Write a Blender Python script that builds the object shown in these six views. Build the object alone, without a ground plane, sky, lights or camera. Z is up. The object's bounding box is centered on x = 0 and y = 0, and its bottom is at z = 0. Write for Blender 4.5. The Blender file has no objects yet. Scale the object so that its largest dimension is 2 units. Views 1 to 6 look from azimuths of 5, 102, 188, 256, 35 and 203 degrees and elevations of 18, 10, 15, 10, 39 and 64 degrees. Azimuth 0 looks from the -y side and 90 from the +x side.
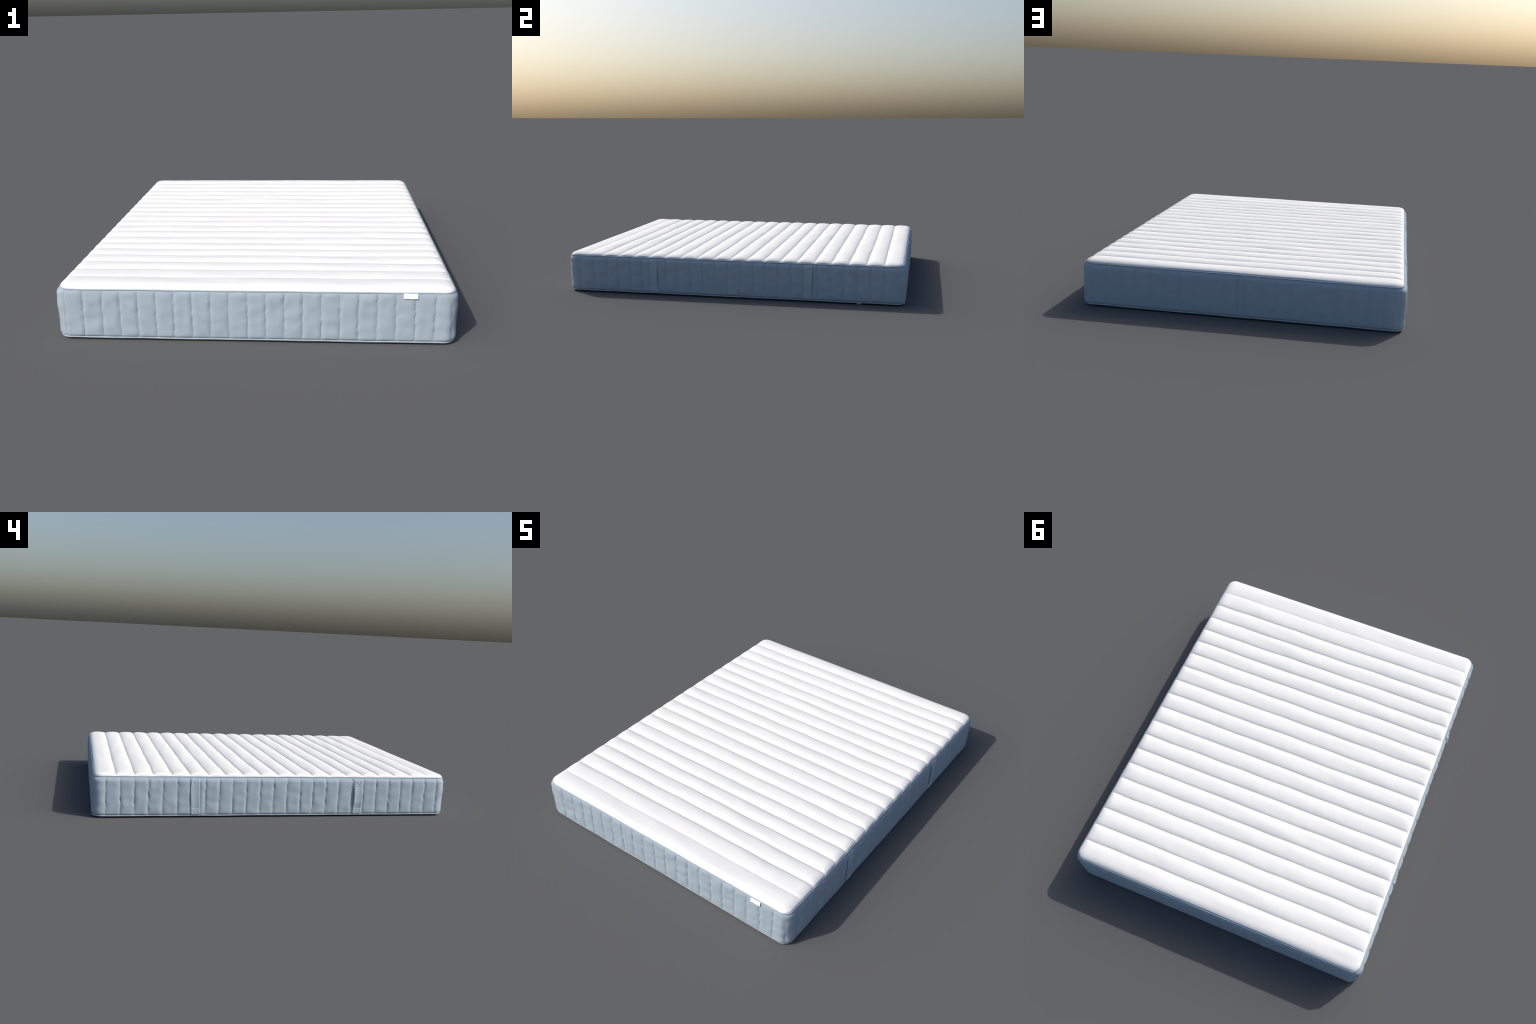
"""Quilted spring mattress: white channel-quilted top, pale blue quilted border,
piping above and below, four webbing handles, a white label and a care tab."""
import bpy
import math
import numpy as np

TAU = math.tau

# ------------------------------------------------------------------ sizes (m)
WALL_X, WALL_Y, WALL_R = 0.7918, 0.9922, 0.048      # border outline at stitch level
WALL_CX, WALL_CY = 0.0010, 0.0016
TOP_X, TOP_Y, TOP_R = 0.7805, 0.9860, 0.044         # outline of the white top panel
TOP_CX, TOP_CY = 0.0035, -0.0020                    # the panel sits a little off centre
EDGE_LEFT, EDGE_RIGHT, EDGE_FRONT, EDGE_BACK = 0.2160, 0.2145, 0.2125, 0.2165   # height of the top piping
Z_BOTTOM_EDGE = 0.0115                              # where the border meets the lower piping
Z_STITCH, SEAM_ROUND = 0.2296, 0.035                # stitch level of the top
PUFF, PUFF_ROUND = 0.0075, 0.045                    # padding height of a channel

# stitch lines of the top, positions along the length
TOP_SEAMS = [-0.8779, -0.7751, -0.6763, -0.5800, -0.4868, -0.3929, -0.2941, -0.1938, -0.0950, 0.0018,
             0.1000, 0.1963, 0.2932, 0.3890, 0.4858, 0.5825, 0.6803, 0.7796, 0.8764]
# stitch lines of the border, positions along each side
FRONT_SEAMS = [-0.7517, -0.6789, -0.6011, -0.5294, -0.4576, -0.3839, -0.3121, -0.2393, -0.1666, -0.0938,
               -0.0191, 0.0517, 0.1254, 0.1972, 0.2700, 0.3417, 0.4135, 0.4863, 0.5580, 0.6318,
               0.7075]
RIGHT_SEAMS = [-0.9118, -0.8281, -0.7474, -0.6737, -0.6000, -0.5292, -0.4575, -0.3827, -0.3070, -0.2333,
               -0.1595, -0.0858, -0.0101, 0.0636, 0.1394, 0.2101, 0.2848, 0.3576, 0.4323, 0.5070,
               0.5818, 0.6565, 0.7302, 0.8040, 0.8807, 0.9534]
BACK_SEAMS = [0.7411, 0.6643, 0.5904, 0.5176, 0.4447, 0.3729, 0.2980, 0.2271, 0.1533, 0.0784,
              0.0066, -0.0253, -0.1012, -0.1750, -0.2479, -0.3208, -0.3956, -0.4675, -0.5393, -0.6152,
              -0.6920, -0.7619]
LEFT_SEAMS = [0.9264, 0.8516, 0.7788, 0.7060, 0.6292, 0.5525, 0.4777, 0.4019, 0.3271, 0.2543,
              0.1785, 0.1017, 0.0279, -0.0479, -0.1236, -0.1964, -0.2712, -0.3450, -0.4238, -0.4906,
              -0.5664, -0.6422, -0.7140, -0.7858, -0.8606, -0.9324]


# ------------------------------------------------------------------ smooth noise
def waves(seed, dims, count, low, high):
    """Sum of random sine waves: a smooth, repeatable wobble in about -1..1."""
    rng = np.random.default_rng(seed)
    d = rng.normal(size=(count, dims))
    d /= np.linalg.norm(d, axis=1, keepdims=True)
    f = np.exp(rng.uniform(np.log(low), np.log(high), count))
    ph = rng.uniform(0, TAU, count)
    k = d * f[:, None] * TAU

    def field(*c):
        total = 0.0
        for i in range(count):
            total = total + np.sin(sum(k[i, j] * c[j] for j in range(dims)) + ph[i])
        return total / math.sqrt(count) / 1.3
    return field


def rise(t):
    """Quarter-circle shoulder, 0 at t = 0, 1 from t = 1 on."""
    t = np.clip(t, 0.0, 1.0)
    return np.sqrt(np.clip(1.0 - (1.0 - t) ** 2, 0.0, 1.0))


def smooth(t):
    t = np.clip(t, 0.0, 1.0)
    return t * t * (3 - 2 * t)


# ------------------------------------------------------------------ materials
def fabric(name, colour, spread, mottle_scale, weave_scale, bump, sheen=0.0):
    m = bpy.data.materials.new(name)
    m.use_nodes = True
    nt = m.node_tree
    b = nt.nodes["Principled BSDF"]
    b.inputs["Roughness"].default_value = 0.95
    b.inputs["Specular IOR Level"].default_value = 0.15
    b.inputs["Sheen Weight"].default_value = sheen
    co = nt.nodes.new("ShaderNodeTexCoord")
    mottle = nt.nodes.new("ShaderNodeTexNoise")
    mottle.inputs["Scale"].default_value = mottle_scale
    mottle.inputs["Detail"].default_value = 4.0
    ramp = nt.nodes.new("ShaderNodeValToRGB")
    lo, hi = ramp.color_ramp.elements
    lo.position, hi.position = 0.3, 0.7
    lo.color = (*[c * (1 - spread) for c in colour], 1)
    hi.color = (*[min(1.0, c * (1 + spread)) for c in colour], 1)
    weave = nt.nodes.new("ShaderNodeTexNoise")
    weave.inputs["Scale"].default_value = weave_scale
    weave.inputs["Detail"].default_value = 2.0
    bp = nt.nodes.new("ShaderNodeBump")
    bp.inputs["Strength"].default_value = bump
    bp.inputs["Distance"].default_value = 0.001
    L = nt.links.new
    L(co.outputs["Object"], mottle.inputs["Vector"])
    L(co.outputs["Object"], weave.inputs["Vector"])
    L(mottle.outputs["Fac"], ramp.inputs["Fac"])
    L(ramp.outputs["Color"], b.inputs["Base Color"])
    L(weave.outputs["Fac"], bp.inputs["Height"])
    L(bp.outputs["Normal"], b.inputs["Normal"])
    return m


WHITE = fabric("white_knit", (0.82, 0.817, 0.797), 0.012, 9.0, 420.0, 0.12)
BLUE = fabric("pale_blue_knit", (0.33, 0.403, 0.472), 0.035, 26.0, 420.0, 0.15)
PIPE = fabric("pale_blue_piping", (0.345, 0.42, 0.49), 0.02, 40.0, 500.0, 0.10)
BINDING = fabric("pale_blue_binding", (0.42, 0.49, 0.55), 0.02, 40.0, 500.0, 0.10)
CREASE_SHADE = fabric("crease_shade_thread", (0.56, 0.58, 0.61), 0.02, 60.0, 900.0, 0.10)  # grey stands in for the shade at the bottom of the grooves
WEBBING = fabric("pale_blue_webbing", (0.352, 0.428, 0.498), 0.03, 60.0, 700.0, 0.20)
THREAD = fabric("pale_blue_thread", (0.47, 0.56, 0.64), 0.03, 90.0, 900.0, 0.10)
TAG = fabric("white_satin_label", (0.90, 0.90, 0.90), 0.01, 60.0, 700.0, 0.05)
CARE = fabric("grey_care_tab", (0.55, 0.56, 0.58), 0.02, 60.0, 700.0, 0.05)


# ------------------------------------------------------------------ objects
def empty(name, parent=None):
    o = bpy.data.objects.new(name, None)
    o.empty_display_size = 0.1
    bpy.context.scene.collection.objects.link(o)
    o.parent = parent
    return o


def mesh_object(name, verts, faces, material, parent, normals=None):
    me = bpy.data.meshes.new(name)
    me.from_pydata(np.asarray(verts).tolist(), [], np.asarray(faces).tolist())
    me.materials.append(material)
    me.polygons.foreach_set("use_smooth", [True] * len(me.polygons))
    me.update()
    if normals is not None:
        me.normals_split_custom_set_from_vertices(np.asarray(normals).tolist())
    o = bpy.data.objects.new(name, me)
    bpy.context.scene.collection.objects.link(o)
    o.parent = parent
    return o


def grid_faces(n, m, close_n=False, close_m=False, flip=False):
    i, j = np.meshgrid(np.arange(n if close_n else n - 1), np.arange(m if close_m else m - 1), indexing="ij")
    i, j = i.ravel(), j.ravel()
    i2, j2 = (i + 1) % n, (j + 1) % m
    f = np.stack([i * m + j, i2 * m + j, i2 * m + j2, i * m + j2], 1)
    return f[:, ::-1] if flip else f


def grid_normals(P, wrap=False, flip=False):
    if wrap:
        du = np.roll(P, -1, 0) - np.roll(P, 1, 0)
    else:
        du = np.gradient(P, axis=0)
    dv = np.gradient(P, axis=1)
    n = np.cross(du, dv)
    n /= np.linalg.norm(n, axis=-1, keepdims=True) + 1e-12
    return -n if flip else n


def tube(points, radius, sides=8, closed=False):
    """Round cord through a line of points."""
    P = np.asarray(points, float)
    if closed:
        T = np.roll(P, -1, 0) - np.roll(P, 1, 0)
    else:
        T = np.gradient(P, axis=0)
    T /= np.linalg.norm(T, axis=1, keepdims=True)
    up = np.where(np.abs(T[:, 2:3]) > 0.9, [[1.0, 0, 0]], [[0, 0, 1.0]])
    A = np.cross(T, up)
    A /= np.linalg.norm(A, axis=1, keepdims=True)
    B = np.cross(A, T)
    a = np.arange(sides) * TAU / sides
    V = P[:, None] + radius * (np.cos(a)[None, :, None] * A[:, None] + np.sin(a)[None, :, None] * B[:, None])
    return V.reshape(-1, 3), grid_faces(len(P), sides, close_n=closed, close_m=True)


def join(pieces):
    vs, fs, k = [], [], 0
    for v, f in pieces:
        vs.append(v)
        fs.append(np.asarray(f) + k)
        k += len(v)
    return np.vstack(vs), np.vstack(fs)


# ------------------------------------------------------------------ rounded rectangle
class Outline:
    """Rounded rectangle walked anticlockwise from the left end of the front side."""

    def __init__(self, hx, hy, r, cx=0.0, cy=0.0):
        self.hx, self.hy, self.r, self.cx, self.cy = hx, hy, r, cx, cy
        self.lx, self.ly, q = hx - r, hy - r, r * math.pi / 2
        lengths = [2 * self.lx, q, 2 * self.ly, q, 2 * self.lx, q, 2 * self.ly, q]
        self.start = np.concatenate([[0], np.cumsum(lengths)])
        self.total = self.start[-1]

    def front(self, x):
        return x - self.cx + self.lx

    def right(self, y):
        return self.start[2] + y - self.cy + self.ly

    def back(self, x):
        return self.start[4] + self.lx - (x - self.cx)

    def left(self, y):
        return self.start[6] + self.ly - (y - self.cy)

    def frame(self, s):
        s = np.asarray(s, float) % self.total
        k = np.clip(np.searchsorted(self.start, s, "right") - 1, 0, 7)
        t = s - self.start[k]
        straight = k % 2 == 0
        side = k // 2
        ang = np.where(straight, side * math.pi / 2, side * math.pi / 2 + t / self.r) - math.pi / 2
        n = np.stack([np.cos(ang), np.sin(ang)], -1)
        cx = np.choose(side, [self.lx, self.lx, -self.lx, -self.lx])
        cy = np.choose(side, [-self.ly, self.ly, self.ly, -self.ly])
        corner = np.stack([cx, cy], -1)
        tangent = np.stack([-n[..., 1], n[..., 0]], -1)
        length = np.choose(side, [2 * self.lx, 2 * self.ly, 2 * self.lx, 2 * self.ly])
        p = corner + n * self.r - tangent * np.where(straight, length - t, 0.0)[..., None]
        return p + np.array([self.cx, self.cy]), n


wall = Outline(WALL_X, WALL_Y, WALL_R, WALL_CX, WALL_CY)
brim = Outline(TOP_X, TOP_Y, TOP_R, TOP_CX, TOP_CY)


def inside(x, y):
    """Distance from the edge of the top panel, positive inside."""
    qx, qy = np.abs(x - TOP_CX) - (TOP_X - TOP_R), np.abs(y - TOP_CY) - (TOP_Y - TOP_R)
    out = np.hypot(np.maximum(qx, 0), np.maximum(qy, 0)) + np.minimum(np.maximum(qx, qy), 0)
    return TOP_R - out


def edge_height(x, y):
    """Height of the piping, blended between the four sides."""
    x, y = x - TOP_CX, y - TOP_CY
    total, weight = 0.0, 1e-9
    for gap, z in ((TOP_X + x, EDGE_LEFT), (TOP_X - x, EDGE_RIGHT), (TOP_Y + y, EDGE_FRONT), (TOP_Y - y, EDGE_BACK)):
        w = np.exp(-np.maximum(gap, 0) / 0.05)
        total, weight = total + w * z, weight + w
    return total / weight


# ------------------------------------------------------------------ quilted top
seams = np.array(TOP_SEAMS)
wobble = waves(3, 2, 10, 1.2, 6.0)
swell = waves(5, 2, 12, 0.8, 4.0)
crumple = waves(7, 2, 16, 5.0, 16.0)


def channel_phase(y):
    """How padded the quilt is at y: 0 on a stitch line, 1 mid channel; and closeness to a stitch."""
    k = np.searchsorted(seams, y)
    lo = np.concatenate([[TOP_CY - TOP_Y], seams])[k]
    hi = np.concatenate([seams, [TOP_CY + TOP_Y]])[k]
    p = (y - lo) / (hi - lo) * 2 - 1
    first, last = k == 0, k == len(seams)
    p = np.where(first, np.clip((p + 0.1) / 1.1, 0, 1), p)
    p = np.where(last, np.clip((0.1 - p) / 1.1, 0, 1), p)
    a = np.abs(p)
    gap = np.minimum(np.abs(y - lo) + first, np.abs(y - hi) + last)
    return 1 - a ** 2.2, gap, k


def top_height(x, y, y_flat):
    pad, gap, k = channel_phase(y_flat)
    d = inside(x, y)
    front_seam = np.exp(-((y_flat - seams[0]) / 0.05) ** 2)
    pad = 1 - (1 - pad) * (1 - 0.45 * front_seam)
    fill = PUFF * (1 + 0.16 * swell(x * 1.3, y * 3.0)) * pad
    low = edge_height(x, y)
    by_left = np.exp(-(x - TOP_CX + TOP_X) / 0.10)
    by_ends = np.exp(-np.maximum(TOP_Y - np.abs(y - TOP_CY), 0) / 0.10)
    seam_round = SEAM_ROUND - 0.010 * by_left
    puff_round = PUFF_ROUND + 0.018 * by_left + 0.060 * by_ends
    z = low + (Z_STITCH - low) * rise(d / seam_round) + fill * rise(d / puff_round)
    z = z - 0.0034 * np.exp(-(gap / 0.0055) ** 1.3) * smooth(d / 0.03) * (1 - 0.6 * front_seam)
    z = z + 0.0011 * swell(x + 7, y) * smooth(d / 0.08) + 0.00035 * crumple(x, y) * smooth(d / 0.03)
    return z, d, pad


def skew(x, y):
    """The stitch lines run very slightly askew across the width."""
    return 0.0026 * (x / TOP_X) * smooth((TOP_Y - np.abs(y - TOP_CY)) / 0.09)


def quilt_grid(rows_per_channel, mid_columns, edge_columns):
    edges = np.concatenate([[TOP_CY - TOP_Y], seams, [TOP_CY + TOP_Y]])
    t = np.linspace(-1, 1, rows_per_channel + 1)
    spread = 0.35 * t + 0.65 * np.sin(t * math.pi / 2)
    ys = [edges[0]]
    for a, b in zip(edges[:-1], edges[1:]):
        ys += list((a + b) / 2 + (b - a) / 2 * spread[1:])
    ys = np.array(ys)
    rim = 0.05 * (1 - np.cos(np.linspace(0, math.pi / 2, edge_columns)))
    u_edge = 1 - rim / TOP_X
    mid = np.linspace(-u_edge[-1], u_edge[-1], mid_columns + 1)
    u = np.concatenate([-u_edge[:-1], mid, u_edge[:-1][::-1]])
    over = np.maximum(np.abs(ys - TOP_CY) - (TOP_Y - TOP_R), 0)
    half = TOP_X - TOP_R + np.sqrt(np.maximum(TOP_R ** 2 - over ** 2, 0))
    x = TOP_CX + half[:, None] * u[None, :]
    y_flat = np.repeat(ys[:, None], len(u), 1)
    calm = smooth((TOP_X - np.abs(x) - 0.015) / 0.10) * smooth((TOP_Y - np.abs(y_flat)) / 0.09)
    y = y_flat + 0.0018 * wobble(x * 1.0, y_flat * 1.1) * calm + skew(x, y_flat)
    return x, y, y_flat


def top_points():
    x, y, y_flat = quilt_grid(28, 230, 16)
    z, d, pad = top_height(x, y, y_flat)
    push = 0.0024 * pad * np.exp(-(d / 0.014) ** 2) * smooth(d / 0.004)
    x = x + np.sign(x) * push * smooth((np.abs(x) - 0.70) / 0.04)
    return np.stack([x, y, z], -1)


# ------------------------------------------------------------------ assemble
mattress = empty("mattress")
mattress["label"] = "white quilted mattress with pale blue quilted border and handles"
mattress["category"] = "mattress"

top_panel = empty("top_panel", mattress)
P = top_points()
N = grid_normals(P, flip=True)
N = np.where(N[..., 2:3] < 0, -N, N)
step = 28
for c in range(len(seams) + 1):
    rows = slice(c * step, (c + 1) * step + 1)
    block, nor = P[rows], N[rows]
    mesh_object("quilted_channel", block.reshape(-1, 3), grid_faces(block.shape[0], block.shape[1], flip=True),
                WHITE, top_panel, nor.reshape(-1, 3))

for c in range(len(seams)):                                       # added thread in each stitch line; its grey imitates the crease's shade
    run = P[(c + 1) * step, 6:-6]
    v, f = tube(run + np.array([0, 0, 0.0003]), 0.0013, 6)
    mesh_object("stitching", v, f, CREASE_SHADE if c else WHITE, top_panel)   # the front line hardly shows

# underside: the same quilt, pressed nearly flat
x, y, y_flat = quilt_grid(8, 60, 8)
pad, gap, k = channel_phase(y_flat)
d = inside(x, y)
z = Z_BOTTOM_EDGE - 0.003 - 0.0045 * smooth(d / 0.10) - 0.0028 * pad * smooth(d / 0.12)
U = np.stack([x, y, z], -1)
mesh_object("bottom_panel", U.reshape(-1, 3), grid_faces(*U.shape[:2]), WHITE, mattress)

# ------------------------------------------------------------------ quilted border
lines = ([wall.front(v) for v in FRONT_SEAMS] + [wall.right(v) for v in RIGHT_SEAMS]
         + [wall.back(v) for v in BACK_SEAMS] + [wall.left(v) for v in LEFT_SEAMS])
lines = np.sort(np.array(lines))
strip_wobble = waves(11, 2, 12, 3.0, 14.0)
strip_swell = waves(13, 2, 14, 2.0, 9.0)
strip_crease = waves(17, 2, 18, 9.0, 30.0)
strip_pucker = waves(19, 2, 22, 14.0, 45.0)
STRAP_HALF, STRAP_THICK = 0.0245, 0.0026
HANDLES = [  # side (+1 right, -1 left), centre along the length, bow of the strap, kink
    (1, -0.4575, 0.0030, 0.0),
    (1, 0.4527, 0.0034, 0.0),
    (-1, -0.4587, 0.0060, 0.003),
    (-1, 0.4572, 0.0022, 0.001),
]


def ledge_at(s):
    """How far the border's top edge is drawn in from the wall at s."""
    q, _ = wall.frame(s)
    return -inside(q[..., 0], q[..., 1]) - 0.0015


def wall_profile(h, ledge):
    """Cross-section of the border: a soft shoulder rolling in to the top piping, a tight turn at the bottom one."""
    up, down = np.clip((1 - h) / 0.13, 0, 1), np.clip(h / 0.055, 0, 1)
    return -ledge * (1 - up) ** 2.2 - 0.0055 * (1 - down) ** 2.5


def border_offset(s, h, p):
    """Outward distance of the border cloth: s along the wall, h 0..1 up the wall, p across a channel."""
    e = np.abs(2 * h - 1)
    _, n = wall.frame(s)
    at_corner = 1 - np.abs(n[..., 0] ** 2 - n[..., 1] ** 2) ** 2
    base = wall_profile(h, ledge_at(s)) - 0.0015 * (1 - h) * at_corner          # corners lean in towards the floor
    cushion = (1 - np.abs(p) ** 4.5) * (1 - e ** 12)
    on_back = np.clip(n[..., 1], 0, 1) ** 2
    loft = 0.0050 * (1 - 0.28 * on_back) * (1 + 0.26 * strip_swell(s * 2.0, h * 0.6)) * cushion
    q, _ = wall.frame(s)
    for side, y0, bow, kink in HANDLES:                            # the straps press the padding flat
        press = smooth((STRAP_HALF + 0.007 - np.abs(q[..., 1] - y0)) / 0.007) * (side * n[..., 0] > 0.9)
        loft = loft * (1 - press) + 0.0026 * (1 - e ** 12) * press
    off = base + loft
    pucker = strip_pucker(s, h * 0.2) * np.abs(p) ** 5 * (1 - e ** 6) * (1 - 0.6 * on_back)
    off = off + 0.0013 * pucker
    off = off + 0.0007 * strip_swell(s, h * 0.3 + 3) * (1 - e ** 6)
    off = off + 0.00022 * strip_crease(s, h * 0.25) * (1 - e ** 8)
    return off


def wall_point(s, h, off):
    q, n = wall.frame(s)
    z = Z_BOTTOM_EDGE + (edge_height(q[..., 0], q[..., 1]) - 0.0005 - Z_BOTTOM_EDGE) * h
    return np.concatenate([q + n * off[..., None], z[..., None]], -1)


HEIGHTS = 0.5 - 0.5 * np.cos(np.linspace(0, math.pi, 57))
HEIGHTS = 0.45 * np.linspace(0, 1, 57) + 0.55 * HEIGHTS
columns_s, columns_p, spans = [], [], []
ends = np.concatenate([lines, [lines[0] + wall.total]])
for a, b in zip(ends[:-1], ends[1:]):
    n = max(10, int(round((b - a) / 0.0042)))
    t = np.linspace(-1, 1, n + 1)[:-1]
    t = 0.45 * t + 0.55 * np.sin(t * math.pi / 2)
    spans.append((len(columns_s), n))
    columns_s += list((a + b) / 2 + (b - a) / 2 * t)
    columns_p += list(t)
S = np.repeat(np.array(columns_s)[:, None], len(HEIGHTS), 1)
Pp = np.repeat(np.array(columns_p)[:, None], len(HEIGHTS), 1)
H = np.repeat(HEIGHTS[None, :], len(columns_s), 0)
SW = S % wall.total
# periodic wobble: fade to nothing near the start of the walk, which lies on a corner
fade = smooth(SW / 0.05) * smooth((wall.total - SW) / 0.05)
off = border_offset(SW, H, Pp)
off = off - 0.0022 * np.exp(-((SW - wall.back(0.008)) / 0.0035) ** 2) * (1 - np.abs(2 * H - 1) ** 12)
corner_s = (wall.start[1] + wall.start[2]) / 2
fold = np.exp(-((SW - corner_s + 0.004 + 0.010 * H + 0.003 * strip_wobble(SW * 0, H)) / 0.0050) ** 2)
fold = fold * (0.65 + 0.35 * np.sin(H * 11.0))
off = off - 0.0038 * fold * smooth(H / 0.15) * smooth((0.85 - H) / 0.2)
s_draw = S + 0.0015 * strip_wobble(SW, H * 0.75) * fade
B = wall_point(s_draw, H, off)
BN = grid_normals(B, wrap=True)
outward = np.concatenate([wall.frame(s_draw)[1], np.zeros_like(H)[..., None]], -1)
if np.mean(np.sum(BN * outward, -1)) < 0:
    BN = -BN
border = empty("border", mattress)
count = len(columns_s)
for start, n in spans:
    idx = np.arange(start, start + n + 1) % count
    block, nor = B[idx], BN[idx]
    mesh_object("border_channel", block.reshape(-1, 3), grid_faces(len(idx), len(HEIGHTS)),
                BLUE, border, nor.reshape(-1, 3))


# ------------------------------------------------------------------ binding and piping
def ring(count):
    return np.arange(count) / count * wall.total


s = ring(1400)
rim, rim_n = brim.frame(s / wall.total * brim.total)
ragged = waves(23, 1, 10, 0.6, 5.0)
rim_pad = channel_phase(rim[:, 1] - skew(rim[:, 0], rim[:, 1]))[0]
on_back = np.clip(rim_n[:, 1], 0, 1) ** 4
on_right = np.clip(rim_n[:, 0], 0, 1) ** 4
strip = 0.0012 + 0.0003 * ragged(s) + on_right * 0.0014 * rim_pad
strip = strip + on_back * (0.0022 + 0.0012 * ragged(s + 9) + 0.0042 * np.exp(-((rim[:, 0] + 0.05) / 0.50) ** 4))
rows = []
for f in (0.0, 0.12, 0.35, 0.6, 0.8, 1.0):
    dd = strip * (1 - f) - 0.0008
    q = rim - rim_n * dd[:, None]
    zz, _, pad = top_height(q[:, 0], q[:, 1], q[:, 1] - skew(q[:, 0], q[:, 1]))
    lift = 0.0008 if f > 0 else -0.0012
    rows.append(np.concatenate([q + rim_n * 0.0006, (zz + lift)[:, None]], 1))
low = rows[-1].copy()
low[:, :2] += rim_n * 0.0015
low[:, 2] -= 0.006
rows.append(low)
band = np.stack(rows, 1)
band_normals = grid_normals(band, wrap=True)
if np.mean(band_normals[..., 2]) < 0:
    band_normals = -band_normals
mesh_object("binding", band.reshape(-1, 3), grid_faces(band.shape[0], band.shape[1], close_n=True, flip=True), BINDING,
            mattress, band_normals.reshape(-1, 3))

sway = waves(31, 1, 12, 1.0, 7.0)
q = rim + rim_n * (0.0020 + 0.0004 * sway(s + 3))[:, None]
line = np.concatenate([q, (edge_height(rim[:, 0], rim[:, 1]) + 0.0012 + 0.0005 * sway(s))[:, None]], 1)
v, f = tube(line, 0.0028, 10, closed=True)
mesh_object("piping", v, f, PIPE, mattress)
pos, nrm = wall.frame(s)
sway = waves(37, 1, 12, 1.0, 7.0)
at_corner = 1 - np.abs(nrm[:, 0] ** 2 - nrm[:, 1] ** 2) ** 2
q = pos - nrm * (0.0040 + 0.0006 * sway(s + 3) + 0.0015 * at_corner)[:, None]
line = np.concatenate([q, (Z_BOTTOM_EDGE - 0.0022 + 0.0006 * sway(s))[:, None]], 1)
v, f = tube(line, 0.0038, 10, closed=True)
mesh_object("piping", v, f, PIPE, mattress)


# ------------------------------------------------------------------ handles
def strap_line(h, bow, kink, ledge):
    """Outward distance of a strap at height share h: tucked in at both ends, bowed between its stitched boxes."""
    free = np.clip((h - 0.17) / (0.79 - 0.17), 0, 1)
    lie = 0.0042 + wall_profile(h, ledge) - 0.005 * np.abs(2 * h - 1) ** 14
    return lie + bow * np.sin(free * math.pi) ** 0.8 + kink * 0.6 * np.exp(-((h - 0.33) / 0.07) ** 2)




def strap_mesh(side, y0, bow, kink):
    hs = np.linspace(0.012, 0.985, 70)
    top = EDGE_RIGHT if side > 0 else EDGE_LEFT
    out = strap_line(hs, bow, kink, 0.0085 if side > 0 else 0.0115) + side * WALL_CX
    drift = 0.0022 * np.sin(hs * 5.0 + y0 * 9)
    a = np.linspace(0, TAU, 28, endpoint=False)
    cross_w = np.sign(np.cos(a)) * np.abs(np.cos(a)) ** 0.18 * STRAP_HALF
    cross_t = np.sign(np.sin(a)) * np.abs(np.sin(a)) ** 0.7 * STRAP_THICK / 2
    rib = 0.0013 * np.exp(-((np.abs(cross_w) - STRAP_HALF * 0.86) / 0.0022) ** 2) * (np.sin(a) > 0)
    V = np.zeros((len(hs), len(a), 3))
    V[..., 0] = side * (WALL_X + out[:, None] + cross_t[None] + rib[None])
    V[..., 1] = y0 + drift[:, None] + cross_w[None]
    V[..., 2] = Z_BOTTOM_EDGE + (top - Z_BOTTOM_EDGE) * hs[:, None]
    F = list(map(list, grid_faces(len(hs), len(a), close_m=True, flip=side > 0)))
    return V, F, hs, out, drift, top


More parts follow.
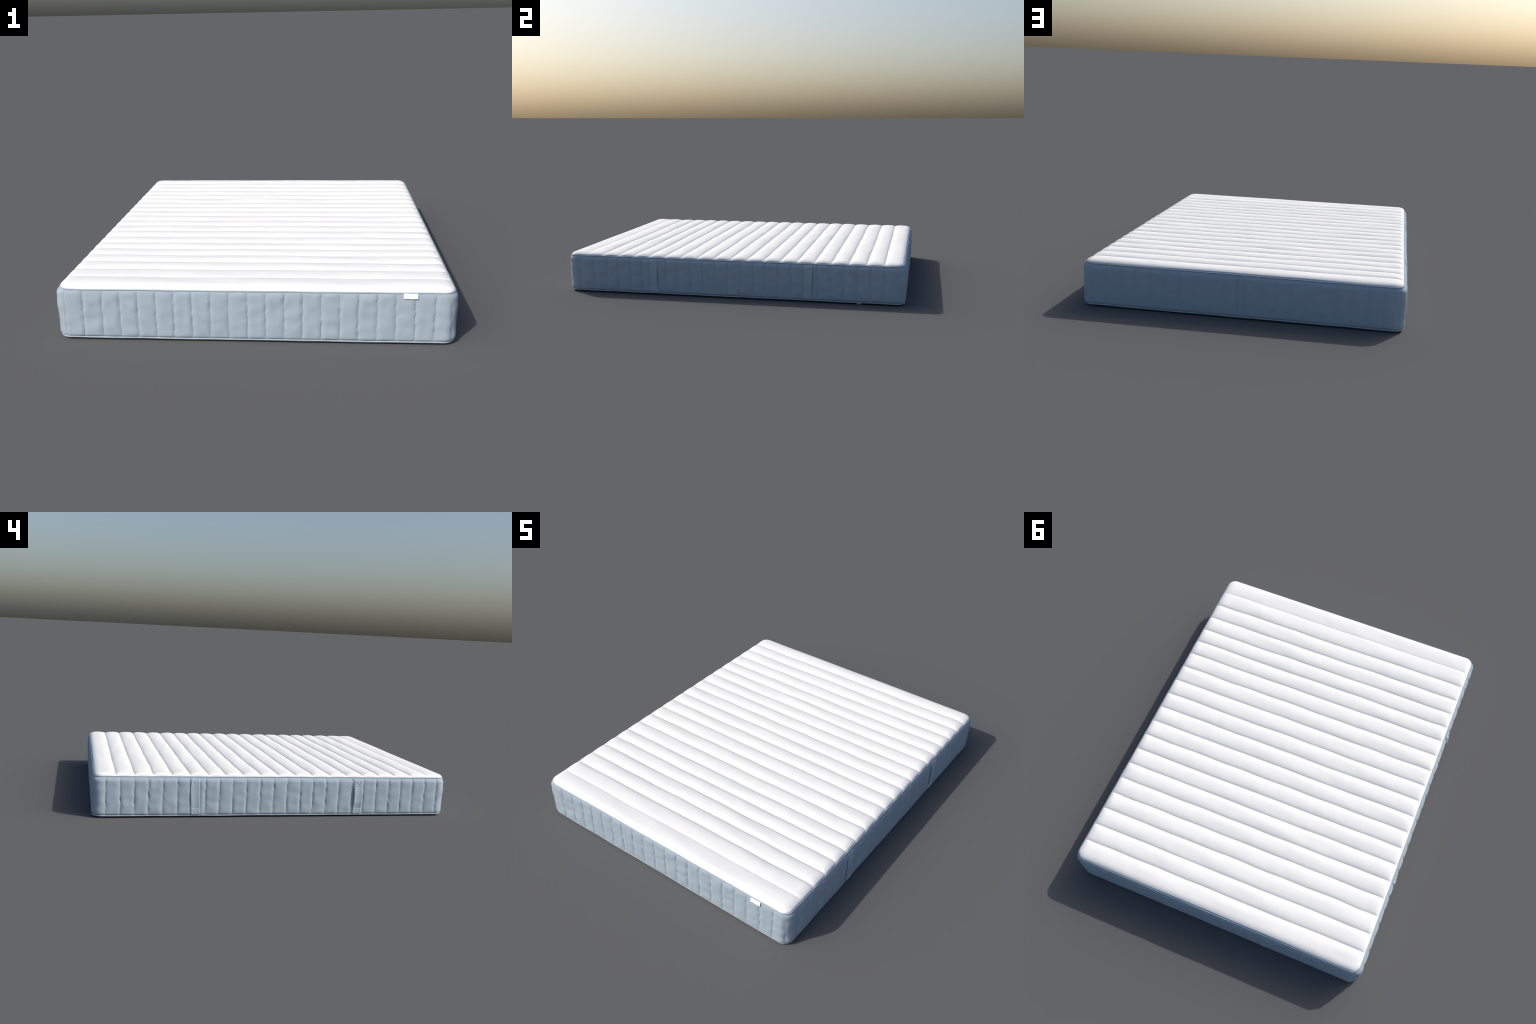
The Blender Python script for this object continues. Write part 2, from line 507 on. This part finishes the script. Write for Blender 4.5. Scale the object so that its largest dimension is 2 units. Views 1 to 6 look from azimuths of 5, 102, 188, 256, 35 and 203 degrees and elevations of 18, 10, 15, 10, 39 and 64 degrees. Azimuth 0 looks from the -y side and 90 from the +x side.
for side, y0, bow, kink in HANDLES:
    V, F, hs, out, drift, strap_top = strap_mesh(side, y0, bow, kink)
    handle = mesh_object("handle", V.reshape(-1, 3), F, WEBBING, mattress)

    def on_strap(w, h):
        h = np.asarray(h, float)
        o = np.interp(h, hs, out) + STRAP_THICK / 2 + 0.0002
        return np.stack([side * (WALL_X + o), y0 + np.interp(h, hs, drift) + np.asarray(w, float) + 0 * h,
                         Z_BOTTOM_EDGE + (strap_top - Z_BOTTOM_EDGE) * h], -1)

    pieces = []
    w = STRAP_HALF * 0.74
    for lo, hi in ((0.03, 0.165), (0.79, 0.965)):
        t = np.linspace(0, 1, 14)
        across, up = (2 * t - 1) * w, lo + (hi - lo) * t
        for ww, hh in ((across, 0 * t + lo), (across, 0 * t + hi), (0 * t - w, up), (0 * t + w, up), (across, up), (-across, up)):
            pieces.append(tube(on_strap(ww, hh), 0.0016, 6))
    v, f = join(pieces)
    mesh_object("stitching", v, f, THREAD, handle)


# ------------------------------------------------------------------ label and care tab
def sheet(name, width_axis, a, b, profile, thick, material):
    """A folded strip of cloth: a side profile (outward, z) swept from a to b along x or y."""
    prof = np.array(profile, float)
    t = np.linspace(0, 1, 13)
    k = np.linspace(0, 1, len(prof))
    prof = np.stack([np.interp(t, k, prof[:, i]) for i in (0, 1)], 1)
    tan = np.gradient(prof, axis=0)
    nor = np.stack([-tan[:, 1], tan[:, 0]], 1)
    nor /= np.linalg.norm(nor, axis=1, keepdims=True)
    loop = np.vstack([prof + nor * thick / 2, (prof - nor * thick / 2)[::-1]])
    along = np.linspace(a, b, 9)
    V = np.zeros((len(along), len(loop), 3))
    for i, s_ in enumerate(along):
        tilt = 0.0006 * math.sin(i * 0.9)
        if width_axis == "x":
            V[i, :, 0], V[i, :, 1] = s_, -loop[:, 0]
        else:
            V[i, :, 1], V[i, :, 0] = s_, loop[:, 0]
        V[i, :, 2] = loop[:, 1] + tilt
    m = len(loop)
    F = [list(q) for q in grid_faces(len(along), m, close_m=True)]
    half = m // 2
    for base in (0, (len(along) - 1) * m):
        for j in range(half - 1):
            F.append([base + j, base + j + 1, base + m - 2 - j, base + m - 1 - j])
    o = mesh_object(name, V.reshape(-1, 3), F, material, mattress)
    o.data.polygons.foreach_set("use_smooth", [False] * len(o.data.polygons))
    return o


sheet("label", "x", 0.584, 0.638, [(WALL_Y - 0.0050, 0.2140), (WALL_Y + 0.0015, 0.2115), (WALL_Y + 0.0050, 0.2050), (WALL_Y + 0.0070, 0.1940)],
      0.0012, TAG)
sheet("care_tab", "y", 0.7300, 0.7535, [(WALL_X - 0.006, 0.0060), (WALL_X - 0.0045, 0.0035), (WALL_X - 0.0040, 0.0002)],
      0.0010, CARE)
